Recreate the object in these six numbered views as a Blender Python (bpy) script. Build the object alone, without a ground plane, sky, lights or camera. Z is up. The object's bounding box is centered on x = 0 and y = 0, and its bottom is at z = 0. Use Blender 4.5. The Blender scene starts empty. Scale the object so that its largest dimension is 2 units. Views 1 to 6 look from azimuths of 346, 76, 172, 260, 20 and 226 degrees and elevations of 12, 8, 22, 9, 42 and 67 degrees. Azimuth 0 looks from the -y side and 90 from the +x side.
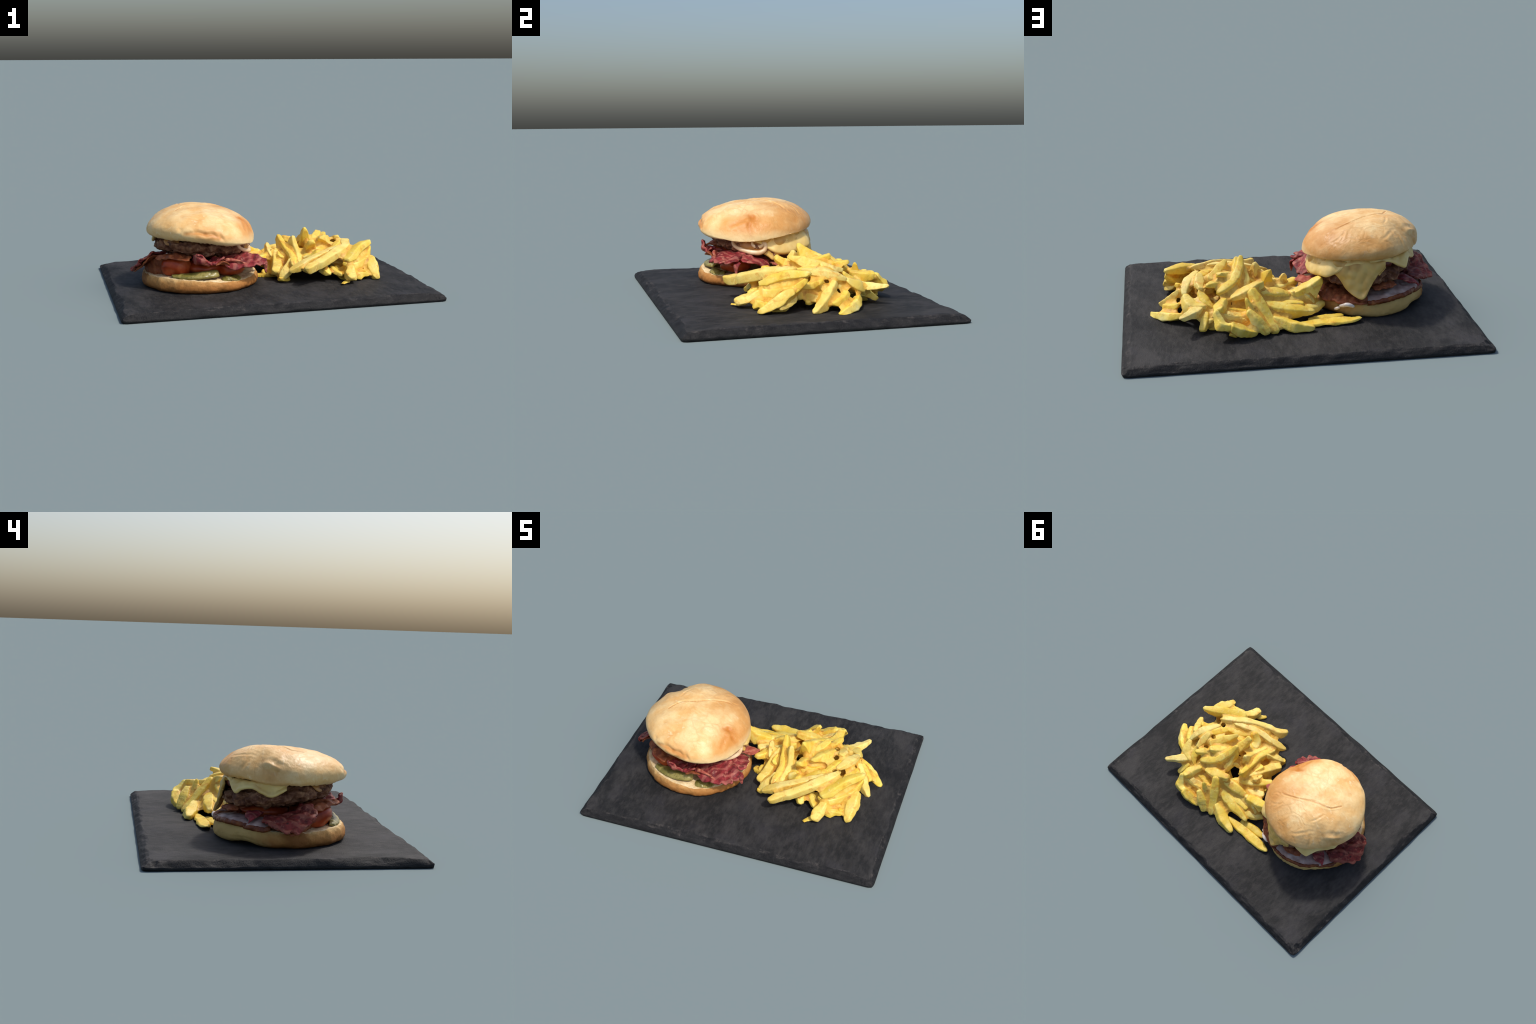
"""A burger and a portion of chips on a slate serving board.

Frame: metres, z up, board 2 m long.  The burger is described in polar
coordinates (azimuth in degrees, radius, height) about its own axis; chips
follow hand-placed spines; sauce-free layers are thick sheets lofted through a
few rows of control points.
"""
import bpy, bmesh, math
import numpy as np
from mathutils import Vector

BOARD_TOP = 0.046
AXIS = np.array([-0.415, -0.03])          # axis of the burger
rng = np.random.default_rng(11)


# ------------------------------------------------------------------ helpers
class Field:
    """Smooth 3D noise: a seeded sum of plane waves, about -1..1."""
    def __init__(self, seed, scale, waves=24):
        r = np.random.default_rng(seed)
        k = r.normal(size=(waves, 3))
        k /= np.linalg.norm(k, axis=1)[:, None]
        self.k = k * (2 * math.pi / scale) * r.uniform(.55, 1.5, (waves, 1))
        self.ph = r.uniform(0, 2 * math.pi, waves)
        self.n = math.sqrt(waves / 2)

    def __call__(self, p):
        return np.sin(np.asarray(p) @ self.k.T + self.ph).sum(-1) / self.n / 1.6


def periodic(vals, az):
    """Smooth periodic curve through evenly spaced controls (az in radians)."""
    vals = np.asarray(vals, float)
    n = len(vals)
    f = np.fft.rfft(vals) / n
    out = np.full_like(az, f[0].real)
    for k in range(1, len(f)):
        w = 1 if (n % 2 == 0 and k == n // 2) else 2
        out = out + w * (f[k].real * np.cos(k * az) - f[k].imag * np.sin(k * az))
    return out


def catmull(pts, n):
    """n points, evenly spaced in parameter, on a Catmull-Rom curve."""
    p = np.asarray(pts, float)
    if len(p) == 2:
        t = np.linspace(0, 1, n)[:, None].reshape((n,) + (1,) * (p.ndim - 1))
        return p[0] * (1 - t) + p[1] * t
    q = np.concatenate([[2 * p[0] - p[1]], p, [2 * p[-1] - p[-2]]])
    u = np.linspace(0, len(p) - 1 - 1e-9, n)
    i = u.astype(int)
    t = (u - i).reshape((n,) + (1,) * (p.ndim - 1))
    a, b, c, d = q[i], q[i + 1], q[i + 2], q[i + 3]
    return .5 * (2 * b + (c - a) * t + (2 * a - 5 * b + 4 * c - d) * t ** 2 + (3 * b - a - 3 * c + d) * t ** 3)


def polar(az, r, z):
    a = np.radians(np.asarray(az, float))
    r = np.asarray(r, float)
    return np.stack([AXIS[0] + r * np.cos(a), AXIS[1] + r * np.sin(a), np.broadcast_to(z, r.shape)], -1)


def add(name, verts, faces, mats, parent=None, smooth=True, face_mat=None):
    """Mesh object with its origin in the middle of its own geometry."""
    v = np.asarray(verts, float)
    c = (v.min(0) + v.max(0)) / 2
    me = bpy.data.meshes.new(name)
    me.from_pydata((v - c).tolist(), [], [list(map(int, f)) for f in faces])
    for m in (mats if isinstance(mats, (list, tuple)) else [mats]):
        me.materials.append(m)
    if face_mat is not None:
        me.polygons.foreach_set("material_index", np.asarray(face_mat, np.int32))
    me.polygons.foreach_set("use_smooth", [smooth] * len(me.polygons))
    bm = bmesh.new(); bm.from_mesh(me)
    bmesh.ops.recalc_face_normals(bm, faces=bm.faces)
    bm.to_mesh(me); bm.free()
    me.update()
    o = bpy.data.objects.new(name, me)
    bpy.context.collection.objects.link(o)
    o.location = Vector(c)
    if parent is not None:
        o.parent = parent
        o.location = Vector(c) - parent.location
    return o


def thing(name, loc, label, category):
    e = bpy.data.objects.new(name, None)
    e.empty_display_size = .05
    e.location = loc
    bpy.context.collection.objects.link(e)
    e["label"], e["category"] = label, category
    return e


def grid_faces(nu, nv, close_u=False, close_v=False, base=0):
    f = []
    for i in range(nu if close_u else nu - 1):
        for j in range(nv if close_v else nv - 1):
            a, b = i * nv + j, ((i + 1) % nu) * nv + j
            c, d = ((i + 1) % nu) * nv + (j + 1) % nv, i * nv + (j + 1) % nv
            f.append((base + a, base + b, base + c, base + d))
    return f


def surface(rows, nu, nv):
    """Bicubic surface through rows of control points."""
    rows = np.asarray(rows, float)
    cols = catmull(rows, nu)                      # nu x k x 3
    return catmull(cols.transpose(1, 0, 2), nv).transpose(1, 0, 2)


def sheet(name, rows, mats, parent, thick=.012, nu=70, nv=36, ruffle=0, ruffle_scale=.05, seed=0, edge=4, ragged=0, lumps=0):
    """A slice with real thickness: surface through rows, offset to both sides,
    rounded to nothing at its border; ruffled and with a ragged outline."""
    P = surface(rows, nu, nv)
    if ragged:
        fld = Field(seed + 50, .05)
        u = np.linspace(-1, 1, nu)[:, None]; v = np.linspace(-1, 1, nv)[None, :]
        ctr = P.mean((0, 1))
        near = np.clip(np.maximum(abs(u), abs(v)) * 3 - 2, 0, 1)
        P = P + (ctr - P) / np.linalg.norm(ctr - P, axis=2, keepdims=True).clip(.01) * (near * ragged * fld(P))[..., None]

    def normals(P):
        n = np.cross(np.gradient(P, axis=0), np.gradient(P, axis=1))
        return n / np.linalg.norm(n, axis=2, keepdims=True).clip(1e-9)
    if ruffle:
        P = P + normals(P) * (.16 * ruffle * Field(seed + 3, ruffle_scale * .45)(P))[..., None]
        P = P + normals(P) * (ruffle * Field(seed, ruffle_scale)(P))[..., None]
    N = normals(P)
    i = np.minimum(np.arange(nu), np.arange(nu)[::-1])[:, None]
    j = np.minimum(np.arange(nv), np.arange(nv)[::-1])[None, :]
    d = np.clip(np.minimum(i * 1.0, j * 1.0) / edge, 0, 1)
    h = thick / 2 * (.25 + .75 * np.sqrt(1 - (1 - d) ** 2))
    top = h.copy()
    if lumps:
        top = top + lumps * Field(seed + 9, .03)(P) * d
    A = P + N * top[..., None]
    B = P - N * h[..., None]
    V = np.concatenate([A.reshape(-1, 3), B.reshape(-1, 3)])
    m = nu * nv
    F = grid_faces(nu, nv) + [f[::-1] for f in grid_faces(nu, nv, base=m)]
    ring = [j for j in range(nv)] + [i * nv + nv - 1 for i in range(1, nu)] + [(nu - 1) * nv + j for j in range(nv - 2, -1, -1)] + [i * nv for i in range(nu - 2, 0, -1)]
    for a, b in zip(ring, ring[1:] + ring[:1]):
        F.append((a, b, b + m, a + m))
    return add(name, V, F, mats, parent)


def tube(name, pts, radii, mat, parent, n=60, sides=14, seed=0, wob=0):
    C = catmull(pts, n)
    R = catmull(np.asarray(radii, float)[:, None], n)[:, 0]
    T = np.gradient(C, axis=0); T /= np.linalg.norm(T, axis=1)[:, None]
    up = np.array([0, 0, 1.]); S = np.cross(T, up)
    S /= np.linalg.norm(S, axis=1)[:, None].clip(.05); U = np.cross(S, T)
    a = np.linspace(0, 2 * math.pi, sides, endpoint=False)
    e = np.minimum(np.arange(n), np.arange(n)[::-1]) / 3
    R = R * np.sqrt(1 - (1 - np.clip(e, 0.02, 1)) ** 2)
    V = C[:, None] + R[:, None, None] * (np.cos(a)[None, :, None] * S[:, None] + np.sin(a)[None, :, None] * U[:, None])
    if wob:
        V = V + wob * Field(seed, .04)(V)[..., None] * (V - C[:, None]) / .02
    F = grid_faces(n, sides, close_v=True) + [tuple(range(sides))[::-1], tuple((n - 1) * sides + k for k in range(sides))]
    return add(name, V.reshape(-1, 3), F, mat, parent)


# ---------------------------------------------------------------- materials
def srgb(h):
    c = [int(h[i:i + 2], 16) / 255 for i in (0, 2, 4)]
    return tuple(x / 12.92 if x <= .04045 else ((x + .055) / 1.055) ** 2.4 for x in c) + (1,)


class Mat:
    """Small builder for Principled materials on Object coordinates."""
    def __init__(self, name, rough=.6, spec=.4, vary=False):
        m = bpy.data.materials.new(name); m.use_nodes = True
        self.m, self.t = m, m.node_tree
        self.b = self.t.nodes["Principled BSDF"]
        self.b.inputs["Roughness"].default_value = rough
        self.b.inputs["Specular IOR Level"].default_value = spec
        tc = self.n("ShaderNodeTexCoord")
        self.co = tc.outputs["Object"]
        if vary:
            oi = self.n("ShaderNodeObjectInfo")
            self.rand = oi.outputs["Random"]
            ad = self.n("ShaderNodeVectorMath"); ad.operation = "ADD"
            sc = self.n("ShaderNodeMath"); sc.operation = "MULTIPLY"; sc.inputs[1].default_value = 40
            self.l(self.rand, sc.inputs[0]); self.l(self.co, ad.inputs[0]); self.l(sc.outputs[0], ad.inputs[1])
            self.co = ad.outputs[0]
        geo = self.n("ShaderNodeNewGeometry")
        self.pos, self.normal, self.point = geo.outputs["Position"], geo.outputs["Normal"], geo.outputs["Pointiness"]

    def n(self, kind):
        return self.t.nodes.new(kind)

    def l(self, a, b):
        self.t.links.new(a, b)

    def map(self, scale=(1, 1, 1), rot=(0, 0, 0), co=None):
        m = self.n("ShaderNodeMapping"); m.inputs["Scale"].default_value = scale; m.inputs["Rotation"].default_value = rot
        self.l(co or self.co, m.inputs["Vector"]); return m.outputs[0]

    def noise(self, scale, detail=4, rough=.55, dist=0, co=None):
        x = self.n("ShaderNodeTexNoise")
        x.inputs["Scale"].default_value, x.inputs["Detail"].default_value = scale, detail
        x.inputs["Roughness"].default_value, x.inputs["Distortion"].default_value = rough, dist
        self.l(co or self.co, x.inputs["Vector"]); return x.outputs["Fac"]

    def voronoi(self, scale, feature="F1", co=None):
        x = self.n("ShaderNodeTexVoronoi"); x.feature = feature; x.inputs["Scale"].default_value = scale
        self.l(co or self.co, x.inputs["Vector"]); return x.outputs["Distance"]

    def wave(self, scale, dist, co=None, detail=2):
        x = self.n("ShaderNodeTexWave"); x.inputs["Scale"].default_value = scale
        x.inputs["Distortion"].default_value = dist; x.inputs["Detail"].default_value = detail
        self.l(co or self.co, x.inputs["Vector"]); return x.outputs["Fac"]

    def ramp(self, fac, stops):
        r = self.n("ShaderNodeValToRGB"); e = r.color_ramp.elements
        while len(e) < len(stops): e.new(.5)
        for el, (p, c) in zip(e, stops):
            el.position = p
            el.color = c if isinstance(c, tuple) else (srgb(c) if isinstance(c, str) else (c, c, c, 1))
        self.l(fac, r.inputs[0]); return r.outputs["Color"]

    def mix(self, fac, a, b, mode="MIX"):
        x = self.n("ShaderNodeMix"); x.data_type = "RGBA"; x.blend_type = mode
        for s, i in ((fac, 0), (a, 6), (b, 7)):
            if isinstance(s, str): x.inputs[i].default_value = srgb(s)
            elif isinstance(s, (int, float)): x.inputs[i].default_value = s
            else: self.l(s, x.inputs[i])
        return x.outputs[2]

    def math(self, op, a, b=0.0):
        x = self.n("ShaderNodeMath"); x.operation = op
        for s, i in ((a, 0), (b, 1)):
            if isinstance(s, (int, float)): x.inputs[i].default_value = s
            else: self.l(s, x.inputs[i])
        return x.outputs[0]

    def axis(self, which, co=None):
        x = self.n("ShaderNodeSeparateXYZ"); self.l(co or self.co, x.inputs[0]); return x.outputs[which]

    def near(self, point, radius, wobble=None, amount=0.0):
        """1 at a point (Object space), fading to 0 at the radius."""
        v = self.n("ShaderNodeVectorMath"); v.operation = "DISTANCE"
        self.l(self.co, v.inputs[0]); v.inputs[1].default_value = point
        d = v.outputs["Value"]
        if wobble is not None:
            d = self.math("ADD", d, self.math("MULTIPLY", self.math("SUBTRACT", wobble, .5), amount))
        return self.clamp01(self.math("SUBTRACT", 1.0, self.math("DIVIDE", d, radius)))

    def line(self, a, b, radius, wobble=None, amount=0.0):
        """1 on the segment a-b (Object space), fading to 0 at the radius."""
        a, b = Vector(a), Vector(b)
        def vec(op, x, y=None):
            v = self.n("ShaderNodeVectorMath"); v.operation = op
            for s, i in ((x, 0), (y, 1)):
                if s is None: continue
                if isinstance(s, Vector): v.inputs[i].default_value = s
                else: self.l(s, v.inputs[i])
            return v
        ap = vec("SUBTRACT", self.co, a).outputs[0]
        t = self.clamp01(self.math("DIVIDE", vec("DOT_PRODUCT", ap, b - a).outputs["Value"], (b - a).length_squared))
        sc = vec("SCALE", (b - a)); self.l(t, sc.inputs["Scale"])
        d = vec("DISTANCE", ap, sc.outputs[0]).outputs["Value"]
        if wobble is not None:
            d = self.math("ADD", d, self.math("MULTIPLY", self.math("SUBTRACT", wobble, .5), amount))
        return self.clamp01(self.math("SUBTRACT", 1.0, self.math("DIVIDE", d, radius)))

    def warp(self, amount, scale):
        x = self.n("ShaderNodeTexNoise"); x.inputs["Scale"].default_value = scale; self.l(self.co, x.inputs["Vector"])
        s = self.n("ShaderNodeVectorMath"); s.operation = "SCALE"; s.inputs["Scale"].default_value = amount * 2
        self.l(x.outputs["Color"], s.inputs[0])
        a = self.n("ShaderNodeVectorMath"); a.operation = "ADD"
        self.l(self.co, a.inputs[0]); self.l(s.outputs[0], a.inputs[1])
        return a.outputs[0]

    def clamp01(self, a):
        x = self.n("ShaderNodeClamp"); self.l(a, x.inputs[0]); return x.outputs[0]

    def color(self, c):
        if isinstance(c, str): self.b.inputs["Base Color"].default_value = srgb(c)
        else: self.l(c, self.b.inputs["Base Color"])

    def bump(self, h, strength=.4, dist=.004):
        b = self.n("ShaderNodeBump"); b.inputs["Strength"].default_value = strength; b.inputs["Distance"].default_value = dist
        self.l(h, b.inputs["Height"])
        self.l(b.outputs[0], self.b.inputs["Normal"])

    def rough(self, fac, lo, hi):
        x = self.n("ShaderNodeMapRange"); x.inputs["To Min"].default_value = lo; x.inputs["To Max"].default_value = hi
        self.l(fac, x.inputs[0]); self.l(x.outputs[0], self.b.inputs["Roughness"])


def slate_material():
    k = Mat("slate", .7, .22)
    big = k.noise(2.6, 6, .65, .4)
    mid = k.noise(8, 6, .7, co=k.map((1, .6, 1), (0, 0, .4)))
    fine = k.noise(42, 6, .65, co=k.map((1, .35, 1), (0, 0, .5)))
    c = k.ramp(big, [(.32, "1F1F20"), (.5, "282828"), (.66, "363535")])
    c = k.mix(k.ramp(mid, [(.47, 0.0), (.68, .7)]), c, "434140")
    c = k.mix(k.ramp(mid, [(.28, .55), (.44, 0.0)]), c, "1B1B1D")
    c = k.mix(k.ramp(fine, [(.48, 0.0), (.72, .5)]), c, "474543")
    c = k.mix(k.ramp(fine, [(.28, .5), (.45, 0.0)]), c, "19191A")
    c = k.mix(k.ramp(k.noise(5, 4, .6), [(.52, 0.0), (.7, .3)]), c, "3A393F")
    # chipped border: light flecks on a darker, slope-masked face
    n = k.axis(2, k.normal)
    side = k.ramp(n, [(.86, 1.0), (.97, 0.0)])
    chip = k.ramp(k.noise(20, 6, .75, co=k.map((1, 1, 3))), [(.38, "18181A"), (.58, "262627"), (.70, "343232"), (.8, "4E4A48")])
    c = k.mix(side, c, chip)
    # worn pale flecks where the top breaks over the edge
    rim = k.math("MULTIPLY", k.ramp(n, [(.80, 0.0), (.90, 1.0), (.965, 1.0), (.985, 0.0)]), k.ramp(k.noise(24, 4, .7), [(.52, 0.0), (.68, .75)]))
    c = k.mix(rim, c, "514C49")
    k.color(c)
    k.bump(k.math("ADD", fine, k.noise(130, 3)), .5, .005)
    return k.m


def bun_material(crumb=False):
    k = Mat("bun_crumb" if crumb else "bun_crust", .5, .35)
    if crumb:
        c = k.ramp(k.noise(30, 5, .65), [(.3, "DDBA84"), (.55, "EDD5A6"), (.75, "F7E6C2")])
        c = k.mix(k.ramp(k.voronoi(95), [(.1, .5), (.35, 0.0)]), c, "CBA064")
        k.color(c); k.bump(k.noise(120, 4, .7), .8, .006); k.b.inputs["Roughness"].default_value = .85
        return k.m
    z = k.axis(2)
    w = k.noise(7, 4, .6)
    c = k.ramp(w, [(.28, "E0A862"), (.46, "EDBD78"), (.62, "F5D092"), (.78, "F9DFA9")])
    # glossy highlights painted as cream blotches and pale streaks on the crown and front
    blot = k.noise(9, 5, .6, .7)
    crown = k.near((.04, -.12, .12), .36, w, .3)
    c = k.mix(k.math("MULTIPLY", k.ramp(blot, [(.40, 0.0), (.64, .8)]), k.math("ADD", .15, crown)), c, "FBE4AC")
    streak = k.noise(24, 5, .6, 1.0, co=k.map((.7, 1.7, 1), (0, 0, .5)))
    c = k.mix(k.ramp(streak, [(.60, 0.0), (.72, .5)]), c, "FFF0C8")
    # darker orange and tan patches toward the cheese side, at the back and at the dents
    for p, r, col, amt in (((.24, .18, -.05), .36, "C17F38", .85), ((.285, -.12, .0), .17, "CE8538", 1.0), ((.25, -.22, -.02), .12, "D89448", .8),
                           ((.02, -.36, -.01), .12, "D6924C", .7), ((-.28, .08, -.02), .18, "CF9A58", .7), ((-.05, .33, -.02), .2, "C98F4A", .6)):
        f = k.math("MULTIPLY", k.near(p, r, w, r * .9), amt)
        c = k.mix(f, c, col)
    # orange-brown lines along the split in the crown, the folds and the dents
    o = Vector((-.409, -.048, .433))
    for pts, rad, col in ((((-.215, .085, .505), (-.33, .048, .538), (-.43, -.011, .546), (-.543, -.061, .541), (-.577, -.12, .529)), .008, "C07A34"),
                          (((-.129, -.10, .42), (-.165, -.125, .462), (-.19, -.14, .475)), .030, "C07428"),
                          (((-.165, -.115, .462), (-.125, -.15, .415), (-.085, -.145, .34)), .024, "C47A2E"),
                          (((-.16, -.16, .45), (-.168, -.25, .41)), .022, "CC8438"),
                          (((-.56, -.36, .425), (-.44, -.388, .42), (-.35, -.398, .393)), .020, "C47E38"),
                          (((-.62, .10, .49), (-.665, .06, .47), (-.705, .03, .45), (-.70, .0, .455)), .016, "B8803E")
                          ):
        for a, b in zip(pts, pts[1:]):
            f = k.line(Vector(a) - o, Vector(b) - o, rad, streak, rad * 1.1)
            c = k.mix(k.math("MULTIPLY", f, .7), c, col)
    # pale unbaked band at the cut rim
    rim = k.math("ADD", z, k.math("MULTIPLY", k.math("SUBTRACT", w, .5), .10))
    c = k.mix(k.ramp(k.math("MULTIPLY", k.math("ADD", rim, .12), 4.0), [(.0, .95), (.14, .7), (.30, 0.0)]), c, "EFD8A4")
    c = k.mix(k.ramp(k.noise(220, 2), [(.30, .22), (.42, 0.0)]), c, "B9803F")
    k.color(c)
    wr = k.voronoi(8.5, "DISTANCE_TO_EDGE", k.map((1, 1.5, 1), (0, 0, .5), co=k.warp(.05, 9)))
    wr2 = k.voronoi(19, "DISTANCE_TO_EDGE", k.map((1.3, 1, 1), (0, 0, .2), co=k.warp(.04, 14)))
    patch = k.ramp(k.noise(4.5, 2), [(.46, 0.0), (.64, 1.0)])
    lines = k.math("MINIMUM", k.ramp(wr, [(0.0, 0.0), (.12, 1.0)]), k.ramp(wr2, [(0.0, .6), (.06, 1.0)]))
    fold = k.math("SUBTRACT", 1.0, k.math("MULTIPLY", patch, k.math("SUBTRACT", 1.0, lines)))
    c = k.mix(k.math("MULTIPLY", k.math("SUBTRACT", 1.0, fold), .32), c, "C98D48")
    k.color(c)
    k.bump(k.math("ADD", k.math("ADD", k.math("MULTIPLY", streak, .7), k.math("MULTIPLY", fold, .5)), k.math("ADD", blot, k.math("MULTIPLY", k.noise(90, 4), .25))), .35, .007)
    k.rough(blot, .55, .33)
    k.b.inputs["Specular IOR Level"].default_value = .35
    return k.m


def bottom_bun_material():
    k = Mat("toasted_heel_crust", .7, .25)
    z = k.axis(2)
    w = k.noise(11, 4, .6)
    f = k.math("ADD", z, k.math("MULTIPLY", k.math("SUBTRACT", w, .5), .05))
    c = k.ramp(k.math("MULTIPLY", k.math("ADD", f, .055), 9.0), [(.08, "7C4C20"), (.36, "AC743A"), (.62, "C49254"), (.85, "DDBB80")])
    c = k.mix(k.ramp(k.noise(60, 5, .7), [(.42, 0.0), (.7, .45)]), c, "9A6530")
    # yellowish, untoasted back and a smear of meat juice running over it
    pale = k.near((-.10, .36, .0), .42, w, .25)
    c = k.mix(k.ramp(pale, [(.2, 0.0), (.5, .8)]), c, "D6B36E")
    c = k.mix(k.ramp(k.near((-.35, -.02, .02), .10, w, .08), [(.1, 0.0), (.5, .75)]), c, "8A5527")
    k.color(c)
    k.bump(k.math("ADD", k.noise(110, 4, .7), w), .5, .005)
    return k.m


def patty_material():
    k = Mat("seared_minced_beef", .65, .25)
    g = k.noise(22, 6, .65, .6)
    c = k.ramp(g, [(.28, "40231A"), (.43, "6C4330"), (.56, "926548"), (.70, "BC9470")])
    c = k.mix(k.ramp(k.noise(9, 4), [(.45, 0.0), (.7, .6)]), c, "4A261C")
    c = k.mix(k.ramp(k.voronoi(55), [(.05, .35), (.22, 0.0)]), c, "B59878")
    k.color(c); k.bump(k.math("ADD", g, k.math("MULTIPLY", k.noise(80, 4), .5)), .8, .008)
    k.rough(g, .5, .75)
    return k.m


def bacon_material(name, lean, deep, fat, spots=.35, amount=.35):
    k = Mat(name, .5, .3)
    band = k.wave(5, 5.5, k.map((1, 1.4, 1), (0, 0, .6)), 3)
    c = k.ramp(k.noise(16, 5, .6), [(.3, deep), (.5, lean), (.72, lean)])
    c = k.mix(k.ramp(k.noise(8, 5, .65, 1.5), [(.42, .75), (.58, 0.0)]), c, deep)
    c = k.mix(k.math("MULTIPLY", k.ramp(band, [(.66, 0.0), (.9, 1.0)]), amount), c, fat)
    c = k.mix(k.math("MULTIPLY", k.ramp(k.noise(15, 5, .65, 1.8, k.map((1, 1, 2.5), (.4, .3, .8))), [(.54, 0.0), (.66, 1.0)]), amount * 2.2), c, fat)
    c = k.mix(k.ramp(k.noise(34, 5, .7, 1), [(.5, 0.0), (.72, .35)]), c, lean)
    c = k.mix(k.ramp(k.noise(19, 2), [(.62, 0.0), (.70, spots)]), c, "2C0D0C")
    k.color(c); k.bump(k.noise(45, 5, .65, .5), .6, .006)
    k.rough(k.noise(30), .4, .7)
    return k.m


def ham_material():
    k = Mat("pale_pork_loin", .5, .3)
    w = k.noise(14, 4)
    c = k.ramp(w, [(.3, "96746A"), (.5, "B09488"), (.7, "CCB6AA")])  # loin tones darkened to match the shade it lies in
    c = k.mix(k.ramp(k.noise(6, 3), [(.52, 0.0), (.64, .8)]), c, "8E4436")
    k.color(c); k.bump(w, .3, .004)
    return k.m


def plain(name, stops, scale, rough=.45, spec=.5, bump=.3, vary=False, fine=60):
    k = Mat(name, rough, spec, vary)
    w = k.noise(scale, 5, .6)
    k.color(k.ramp(w, stops)); k.bump(k.math("ADD", w, k.math("MULTIPLY", k.noise(fine, 4), .5)), bump, .005)
    return k.m


def cheese_material(name, light, dark, brown):
    k = Mat(name, .38, .5)
    w = k.noise(10, 4, .5, .5)
    c = k.ramp(w, [(.3, dark), (.6, light)])
    c = k.mix(k.ramp(k.noise(6, 3), [(.56, 0.0), (.72, .7)]), c, brown)
    k.color(c); k.bump(k.noise(40, 4, co=k.map((1, 1, .3))), .3, .004)
    k.b.inputs["Subsurface Weight"].default_value = .12
    k.b.inputs["Subsurface Radius"].default_value = (.02, .012, .004)
    return k.m


def pickle_material():
    k = Mat("pickled_gherkin", .35, .5)
    c = k.ramp(k.noise(12, 4), [(.3, "6C6426"), (.5, "867C3C"), (.7, "A89A5A")])
    c = k.mix(k.ramp(k.voronoi(70), [(.1, .6), (.4, 0.0)]), c, "524E1C")
    k.color(c); k.bump(k.voronoi(70), -.7, .006)
    return k.m


def chip_material(filling=False):
    k = Mat("browned_potato" if filling else "fried_potato", .5, .4, vary=not filling)
    w = k.noise(9, 5, .6)
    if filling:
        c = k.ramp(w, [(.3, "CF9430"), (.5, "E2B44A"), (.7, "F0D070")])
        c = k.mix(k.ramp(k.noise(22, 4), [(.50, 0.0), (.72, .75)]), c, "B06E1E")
    else:
        c = k.ramp(w, [(.28, "EABC38"), (.45, "F7D556"), (.62, "FCE680"), (.78, "FEF2B0")])
        c = k.mix(k.math("MULTIPLY", k.rand, .5), c, "DCBC44")
        other = k.math("FRACT", k.math("MULTIPLY", k.rand, 7.3))
        c = k.mix(k.ramp(other, [(.5, 0.0), (1.0, .28)]), c, "F8EAB4")
        c = k.mix(k.ramp(k.noise(6, 3), [(.50, 0.0), (.70, .55)]), c, "CDAA36")
        c = k.mix(k.ramp(k.noise(20, 5, .7, .8), [(.52, 0.0), (.70, .8)]), c, "D8942E")
        c = k.mix(k.ramp(k.noise(60, 3), [(.62, 0.0), (.75, .35)]), c, "F7EEC0")
    k.color(c)
    k.bump(k.math("ADD", k.noise(70, 5, .6), w), .45, .005)
    k.b.inputs["Subsurface Weight"].default_value = .08
    k.b.inputs["Subsurface Radius"].default_value = (.02, .012, .004)
    return k.m


SLATE = slate_material()
CRUST, CRUMB, HEEL = bun_material(), bun_material(True), bottom_bun_material()
BEEF = patty_material()
BACON = bacon_material("grilled_bacon", "963438", "561618", "CC8872", .5, .28)
BACON_DARK = bacon_material("crisp_bacon", "8E342C", "4C1612", "BC785E", .9, .3)
BACON_BROWN = bacon_material("brown_bacon", "9A5330", "6A321B", "C08050", .2, .2)
BACON_PINK = bacon_material("pink_bacon", "B4604E", "943A32", "D69A78", .1, .3)
HAM = ham_material()
HAM_EDGE = plain("browned_rind", [(.3, "4E1E0C"), (.55, "783C18"), (.75, "A0622C")], 18, .4, .35)
CHEESE = cheese_material("melted_cheese", "F0D48A", "DDB866", "C48C46")
CHEESE_DRIP = cheese_material("melted_cheese_drip", "DDBB6C", "C9A050", "AE7632")
CHEESE_BROWN = cheese_material("browned_cheese", "C08A4C", "9A6430", "7A4520")
HEM_SHADOW = plain("brown_sauce", [(.3, "3E1408"), (.7, "6E2A12")], 20, .35)
ONION = plain("cream_sauce", [(.3, "DCB98C"), (.7, "F0DCBC")], 20, .35)
TOMATO = plain("tomato_flesh", [(.3, "8A2A10"), (.5, "B0451E"), (.72, "CC6C3C")], 9, .3, .4, .15)
GHERKIN = pickle_material()
FAT = plain("white_fat", [(.3, "CDB9A8"), (.7, "F0E8E0")], 30, .35)
CHIP, CHIP_FILL = chip_material(), chip_material(True)


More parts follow.
